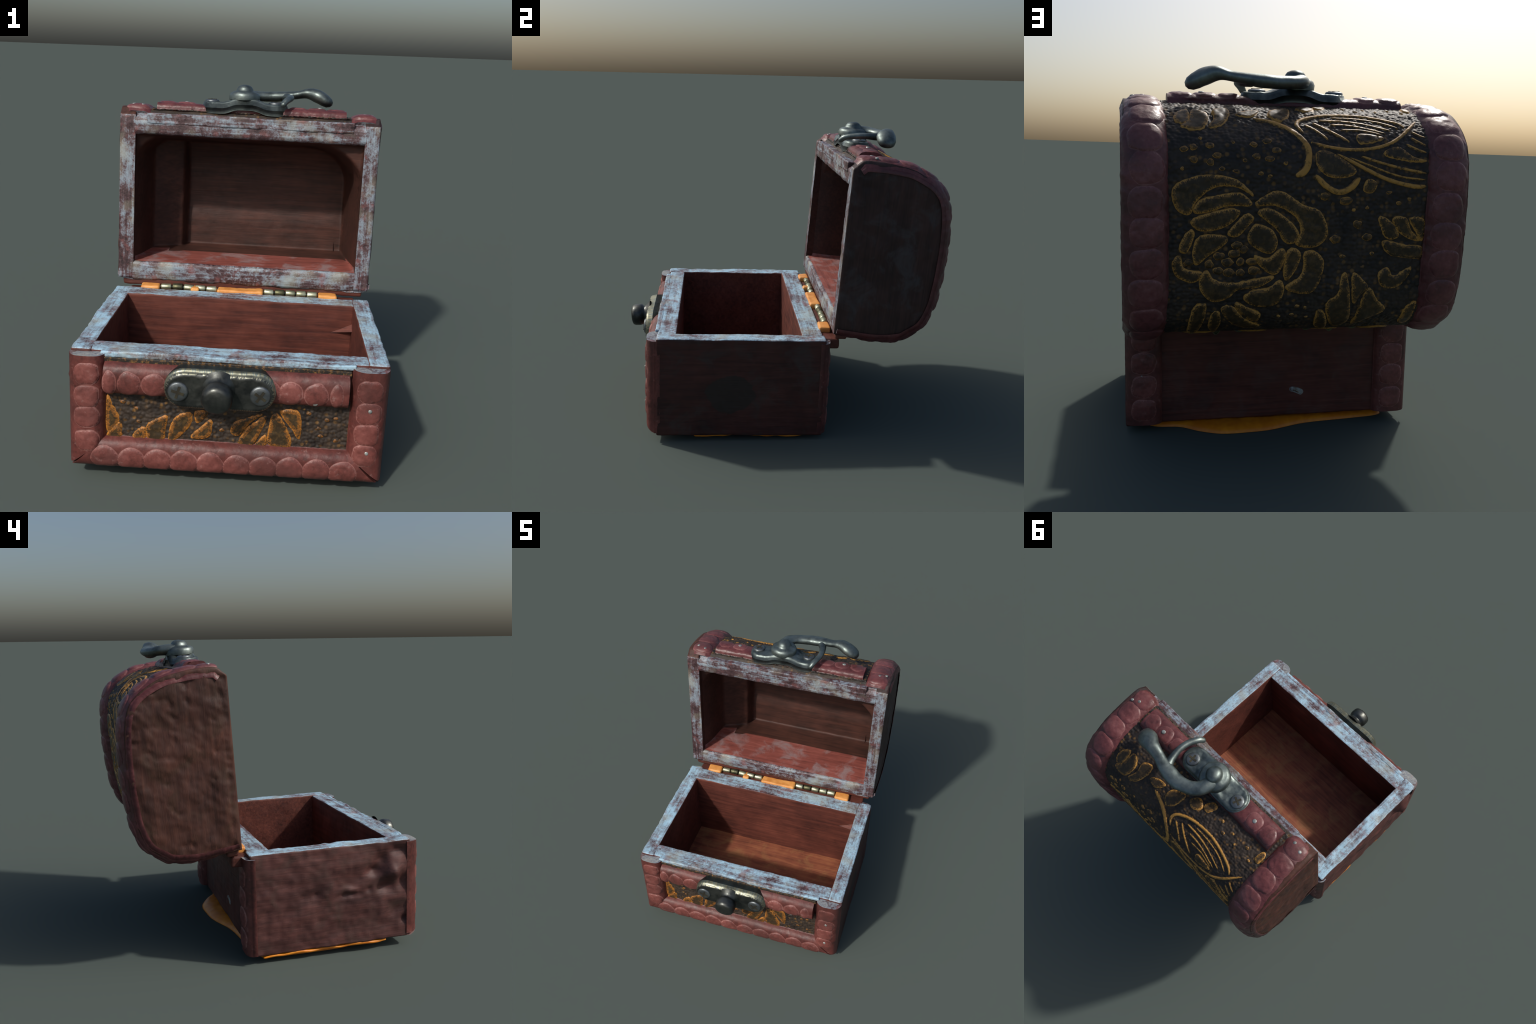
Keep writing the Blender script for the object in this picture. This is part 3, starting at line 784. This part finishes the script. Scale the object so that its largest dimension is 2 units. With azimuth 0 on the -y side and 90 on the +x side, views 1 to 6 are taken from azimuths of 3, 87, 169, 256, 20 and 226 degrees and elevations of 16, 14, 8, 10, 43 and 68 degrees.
LEAVES = {
    "a": [(.49, 1.61), (.48, 1.41), (.43, 1.37), (.42, 1.40), (.43, 1.49), (.45, 1.60)],
    "b": [(.40, 1.54), (.39, 1.43), (.36, 1.42), (.35, 1.52), (.37, 1.62)],
    "c": [(.35, 1.40), (.30, 1.39), (.24, 1.47), (.16, 1.55), (.22, 1.57), (.30, 1.50)],
    "d": [(.29, 1.37), (.23, 1.40), (.17, 1.44), (.19, 1.49), (.26, 1.43)],
    "e": [(-.14, 1.40), (-.19, 1.34), (-.20, 1.26), (-.22, 1.23), (-.245, 1.34), (-.26, 1.53), (-.20, 1.58)],
    "f": [(-.27, 1.39), (-.255, 1.29), (-.26, 1.23), (-.33, 1.30), (-.30, 1.34)],
    "g": [(-.29, 1.56), (-.31, 1.38), (-.34, 1.31), (-.38, 1.37), (-.43, 1.43), (-.36, 1.49)],
    "h": [(-.11, 1.57), (-.10, 1.43), (-.14, 1.46), (-.17, 1.60)],
    "i": [(-.53, 1.56), (-.53, 1.44), (-.58, 1.39), (-.58, 1.45), (-.57, 1.56)],
    "j": [(-.36, .97), (-.39, .97), (-.44, 1.01), (-.46, 1.06), (-.40, 1.06)],
    "k": [(-.43, .97), (-.49, .97), (-.52, 1.03), (-.57, 1.08), (-.50, 1.06), (-.45, 1.02)],
    "l": [(-.51, .97), (-.58, .98), (-.58, 1.08), (-.55, 1.04)],
    "m": [(-.39, 1.08), (-.50, 1.10), (-.58, 1.11), (-.58, 1.16), (-.50, 1.16), (-.42, 1.14)],
    "n": [(-.38, 1.24), (-.42, 1.21), (-.45, 1.25), (-.51, 1.22), (-.54, 1.21), (-.51, 1.27), (-.46, 1.31), (-.40, 1.30)],
    "o": [(-.06, .67), (-.11, .66), (-.18, .70), (-.24, .75), (-.20, .78), (-.12, .78), (-.07, .74)],
    "p": [(-.28, .84), (-.30, .79), (-.34, .81), (-.32, .85)],
    "q": [(-.26, .56), (-.32, .56), (-.38, .58), (-.31, .61), (-.26, .61)],
    "r": [(-.37, .67), (-.44, .63), (-.51, .68), (-.58, .70), (-.48, .70)],
    "s": [(.55, .43), (.50, .38), (.49, .45), (.51, .51), (.55, .49)],
    "t": [(.47, .38), (.41, .42), (.42, .51), (.46, .55), (.53, .53), (.49, .48)],
    "u": [(.38, .38), (.32, .35), (.31, .41), (.35, .51), (.41, .53), (.38, .46)],
    "v": [(.28, .42), (.23, .38), (.17, .38), (.22, .44)],
    "w": [(.13, .42), (.11, .36), (.03, .33), (.04, .42), (.09, .47)],
    "x": [(-.01, .33), (-.05, .28), (-.10, .31), (-.06, .36)],
    "y": [(-.10, .29), (-.13, .24), (-.17, .25), (-.14, .31)],
    "z": [(-.55, .30), (-.56, .24), (-.585, .25), (-.58, .31)],
    "low_a": [(.52, 1.75), (.44, 1.66), (.36, 1.70), (.40, 1.80)], "low_b": [(.24, 1.72), (.16, 1.64), (.10, 1.70), (.16, 1.80)],
    "low_c": [(-.10, 1.76), (-.18, 1.66), (-.26, 1.70), (-.20, 1.80)], "low_d": [(-.36, 1.70), (-.44, 1.62), (-.52, 1.70), (-.44, 1.78)],
}
STEMS = {
    "stem": (.016, .020, [(.21, .45), (.11, .49), (.03, .56), (-.02, .64), (-.02, .72), (0, .76), (.04, .78)]),
    "wing_low": (.012, .013, [(-.03, .61), (-.13, .64), (-.24, .65), (-.36, .63), (-.46, .57), (-.57, .44)]),
    "wing_up": (.014, .012, [(-.01, .56), (.015, .50), (-.02, .45), (-.12, .41), (-.25, .40), (-.36, .42), (-.46, .46), (-.50, .50)]),
    "barb_a": (.010, .010, [(-.02, .495), (-.07, .54), (-.12, .60)]), "barb_b": (.010, .010, [(-.06, .475), (-.12, .53), (-.22, .61)]),
    "barb_c": (.010, .009, [(-.09, .455), (-.20, .46), (-.30, .48), (-.43, .53)]),
    "barb_d": (.010, .009, [(-.14, .49), (-.25, .50), (-.40, .55)]), "barb_e": (.009, .008, [(-.18, .53), (-.28, .53), (-.38, .56)]),
    "barb_f": (.009, .008, [(-.15, .43), (-.27, .435), (-.38, .46), (-.47, .51)]),
    "vein_a": (.012, .014, [(-.15, .67), (-.28, .74), (-.39, .79), (-.51, .82), (-.58, .82)]),
    "vein_b": (.010, .010, [(-.26, .68), (-.35, .71), (-.47, .74), (-.58, .76)]),
    "vein_c": (.009, .009, [(-.48, .61), (-.53, .64), (-.58, .66)]), "vein_d": (.009, .008, [(-.51, .57), (-.55, .60), (-.58, .62)]),
    "vein_e": (.009, .008, [(-.52, .53), (-.56, .56), (-.585, .57)]), "vein_f": (.008, .008, [(-.20, .685), (-.33, .735), (-.45, .775), (-.58, .79)]),
    "scroll": (.017, .017, [(-.05, .77), (-.10, .82), (-.16, .85), (-.22, .83), (-.26, .78)]),
}
BERRIES = {
    "cluster": (.021, [(.48, .65), (.41, .64), (.22, .63), (.16, .61), (.12, .66), (.21, .69), (.15, .70), (.48, .71), (.38, .69), (.41, .72), (.52, .66)]),
    "stray": (.013, [(.36, .75), (.19, .77), (.15, .78), (.53, .75), (.31, .62), (.45, .60), (.26, .71), (.08, .72), (.30, .76), (-.40, .33), (-.47, .29), (-.53, .34), (-.35, .29), (-.30, .33), (-.25, .28)]),
    "heart": (.025, [(.29, 1.09), (.26, 1.11), (.37, 1.14), (.33, 1.17), (.27, 1.17), (.22, 1.17), (.27, 1.22), (.32, 1.22), (.37, 1.21), (.21, 1.21), (.41, 1.18), (.30, 1.13)]),
    "bud": (.026, [(-.31, 1.06), (-.26, 1.00), (-.16, 1.07), (-.10, .87), (-.20, .89), (.50, 1.17)]),
    "crumb": (.013, [(0, 1.40), (-.04, 1.41), (-.40, .85), (-.45, .90), (-.24, .93), (-.30, .92), (.02, 1.45), (.08, 1.46), (-.05, 1.47), (-.50, .88), (-.20, 1.15), (-.34, 1.14)]),
}
for nm, pts in PETALS.items():
    relief("embossed_petal", spline(pts, 8, True), leather_surface, .015, .011, [GILT_EDGE, GILT_MID, GILT_DARK], (.010, .019),
           step=.009, rough=.005, grow=.007, parent=leather_lid)
for nm, pts in LEAVES.items():
    relief("embossed_leaf", spline(pts, 8, True), leather_surface, .014, .010, [GILT_EDGE, GILT_MID, GILT_DARK], (.009, .018),
           step=.009, rough=.005, grow=.006, parent=leather_lid)
for nm, (w0, w1, pts) in STEMS.items():
    relief("embossed_stem", stroke(pts, w0, w1), leather_surface, .014, .010, [GILT_MID, GILT_EDGE], (.004,), step=.007,
           rough=.003, parent=leather_lid)
for nm, (r, pts) in BERRIES.items():
    for c in pts:
        k = random.uniform(.8, 1.25)
        relief("embossed_berry", blob(c, r * k, r * .85, .15), leather_surface, .014, .013, [GILT_EDGE, GILT_MID, GILT_DARK], (.005, .013), step=.006,
               parent=leather_lid)

# ------------------------------------------------------------------ hook latch on the lid
def stadium(x0, x1, yc, r, n=16):
    a = np.linspace(-np.pi / 2, np.pi / 2, n)
    return np.vstack([np.c_[x1 - r + r * np.cos(a), yc + r * np.sin(a)], np.c_[x0 + r - r * np.cos(a), yc - r * np.sin(a)]])
def latch_plate_surface(Q):
    hump = .026 * np.exp(-((Q[:, 0] + .035) / .10) ** 4)
    return np.c_[Q, 1.084 + hump], np.tile((0., 0., 1.), (len(Q), 1))
latch = relief("latch_plate", stadium(-.305, .222, .118, .086), latch_plate_surface, .036, .016, [METAL], step=.010, sink=.035,
               rough=.005, frame=LID)
screw((-.245, .128, 1.118), Z, .044, latch, .4); screw((.142, .132, 1.118), Z, .044, latch, .9)
hook = tube([(-.055, .10, 1.164), (-.06, .187, 1.170), (-.03, .245, 1.169), (.035, .285, 1.168), (.115, .300, 1.168), (.20, .290, 1.172), (.28, .274, 1.185),
             (.342, .259, 1.195), (.40, .246, 1.183), (.447, .239, 1.157)], [.048, .049, .045, .043, .045, .048, .038, .035, .046, .062, .056],
            .70, "latch_hook", [METAL], frame=LID, sides=24)
tube([(.20, .278, 1.164), (.224, .225, 1.162), (.232, .160, 1.160), (.226, .092, 1.154), (.205, .032, 1.138), (.190, .006, 1.118)],
     [.032, .025, .021, .021, .020, .017], .9, "hook_prong", [METAL], parent=hook)
lathe([(.094, 1.135), (.096, 1.160), (.088, 1.176), (.074, 1.184), (.060, 1.188), (.052, 1.194), (.050, 1.205), (.040, 1.218), (.022, 1.226), (.004, 1.228)],
      (-.048, .120, 0), Z, "rivet", [METAL], parent=hook, wob=.003)

# ------------------------------------------------------------------ catch with its knob on the box front
def catch_surface(Q): return np.c_[Q[:, 0], np.full(len(Q), -.590), Q[:, 1]], np.tile((0., -1., 0.), (len(Q), 1))
catch = relief("catch_plate", stadium(-.300, .243, .478, .098), catch_surface, .046, .020, [METAL, METAL_EDGE, METAL_DARK], (.003, .013), step=.011, sink=.07,
               rough=.003, frame=BOX)
screw((-.226, -.632, .474), nY, .050, catch, .5); screw((.166, -.632, .476), nY, .050, catch, .2)
lathe([(.095, -.01), (.074, .012), (.060, .028), (.060, .036), (.070, .046), (.074, .06), (.073, .095), (.067, .110), (.053, .118), (.002, .122)],
      (-.034, -.628, .490), (0, -1, -.06), "catch_knob", [METAL_DARK], parent=catch, wob=.002)

# ------------------------------------------------------------------ hinges
def hinge(x0, x1):
    n = 5; w = (x1 - x0) / n; first = None
    # leaf screwed on the back wall: bar with two round lobes and a point between
    c = (x0 + x1) / 2; h = (x1 - x0) / 2
    leaf = spline([(c - h, .605), (c - h, .54), (c - .82 * h, .492), (c - .55 * h, .505), (c - .33 * h, .545), (c, .478), (c + .33 * h, .545),
                   (c + .55 * h, .505), (c + .82 * h, .492), (c + h, .54), (c + h, .605)], 6)
    def sf(Q): return np.c_[Q[:, 0], np.full(len(Q), .491), Q[:, 1]], np.tile((0., 1., 0.), (len(Q), 1))
    plate = relief("hinge", leaf, sf, .008, .006, [BRASS_DARK], step=.012, sink=.006, frame=BOX)
    for sx in (-.68, .68): screw((c + sx * h, .501, .528), Y, .026, plate, .7)
    for k in range(n):
        a = x0 + k * w + .003
        lathe([(.012, 0), (.019, .002), (.021, .006), (.021, w - .012), (.019, w - .008), (.012, w - .006)],
              (a, .531, .618 + .002 * (k % 2)), X, "hinge_knuckle", [BRASS if k % 2 == 0 or k == 3 else BRASS_DARK], parent=plate, sides=18, wob=.003)
hinge(-.505, -.150); hinge(.138, .473)
board("light_seal_strip", (-.745, .553, .615), (.750, .625, .668), .016, .012, rough_wall(18, .005), [BACK])  # both strips are added filler that stops light leaking past the hinges
board("light_seal_strip", (-.700, .478, .535), (.705, .590, .600), .016, .012, rough_wall(20, .004), [BACK])
for (a, b) in ((-.625, -.508), (-.31, -.26), (-.147, .135), (.476, .592)):
    board("hinge_scan_blob", (a, .480, .590), (b, .552, .634), .012, .012, rough_wall(19, .006), [AMBER])  # orange scan blobs between the hinges

# ------------------------------------------------------------------ orange table residue caught by the scan, under the box (world frame)
RESIDUE = [(-.60, -.50), (-.68, -.40), (-.70, -.12), (-.70, .06), (-.68, .15), (-.5, .19), (-.22, .235), (-.02, .315), (.12, .340),
       (.26, .345), (.38, .295), (.48, .225), (.62, .20), (.68, .10), (.69, -.22), (.66, -.45), (.45, -.52), (0, -.56), (-.4, -.54)]
def ground(Q): return np.c_[Q, np.full(len(Q), .002)], np.tile((0., 0., 1.), (len(Q), 1))
relief("scan_residue", spline(RESIDUE, 6, True), ground, .038, .11, [ORANGE], step=.02, sink=-.001, rough=.006, frame=Matrix.Identity(4))
# ragged slivers of the same scanned table residue under the two ends of the box (box frame)
for x, y0, y1 in ((-.752, .42, -.36), (.755, .45, -.28)):
    n = 14; ys = np.linspace(y0, y1, n)
    path = [(x + random.uniform(-.006, .004), y, -.012 - random.uniform(0, .008)) for y in ys]
    tube(path, [random.uniform(.006, .017) for _ in ys], .8, "scan_sliver", [ORANGE], frame=BOX, sides=10, per=6)
# mark on the bare back board: raised pale patch, dark stroke painting its depth
def back_plane(Q): return np.c_[Q[:, 0], np.full(len(Q), .489), Q[:, 1]], np.tile((0., 1., 0.), (len(Q), 1))
relief("gouge_patch", stroke([(-.19, .125), (-.15, .145), (-.11, .155)], .018, .014), back_plane, .005, .006, [CAP], step=.008, sink=.004, frame=BOX)
relief("gouge_patch", stroke([(-.165, .131), (-.14, .144), (-.125, .148)], .005, .004), back_plane, .0075, .003, [DARK_FLECK], step=.005, sink=.004, frame=BOX)
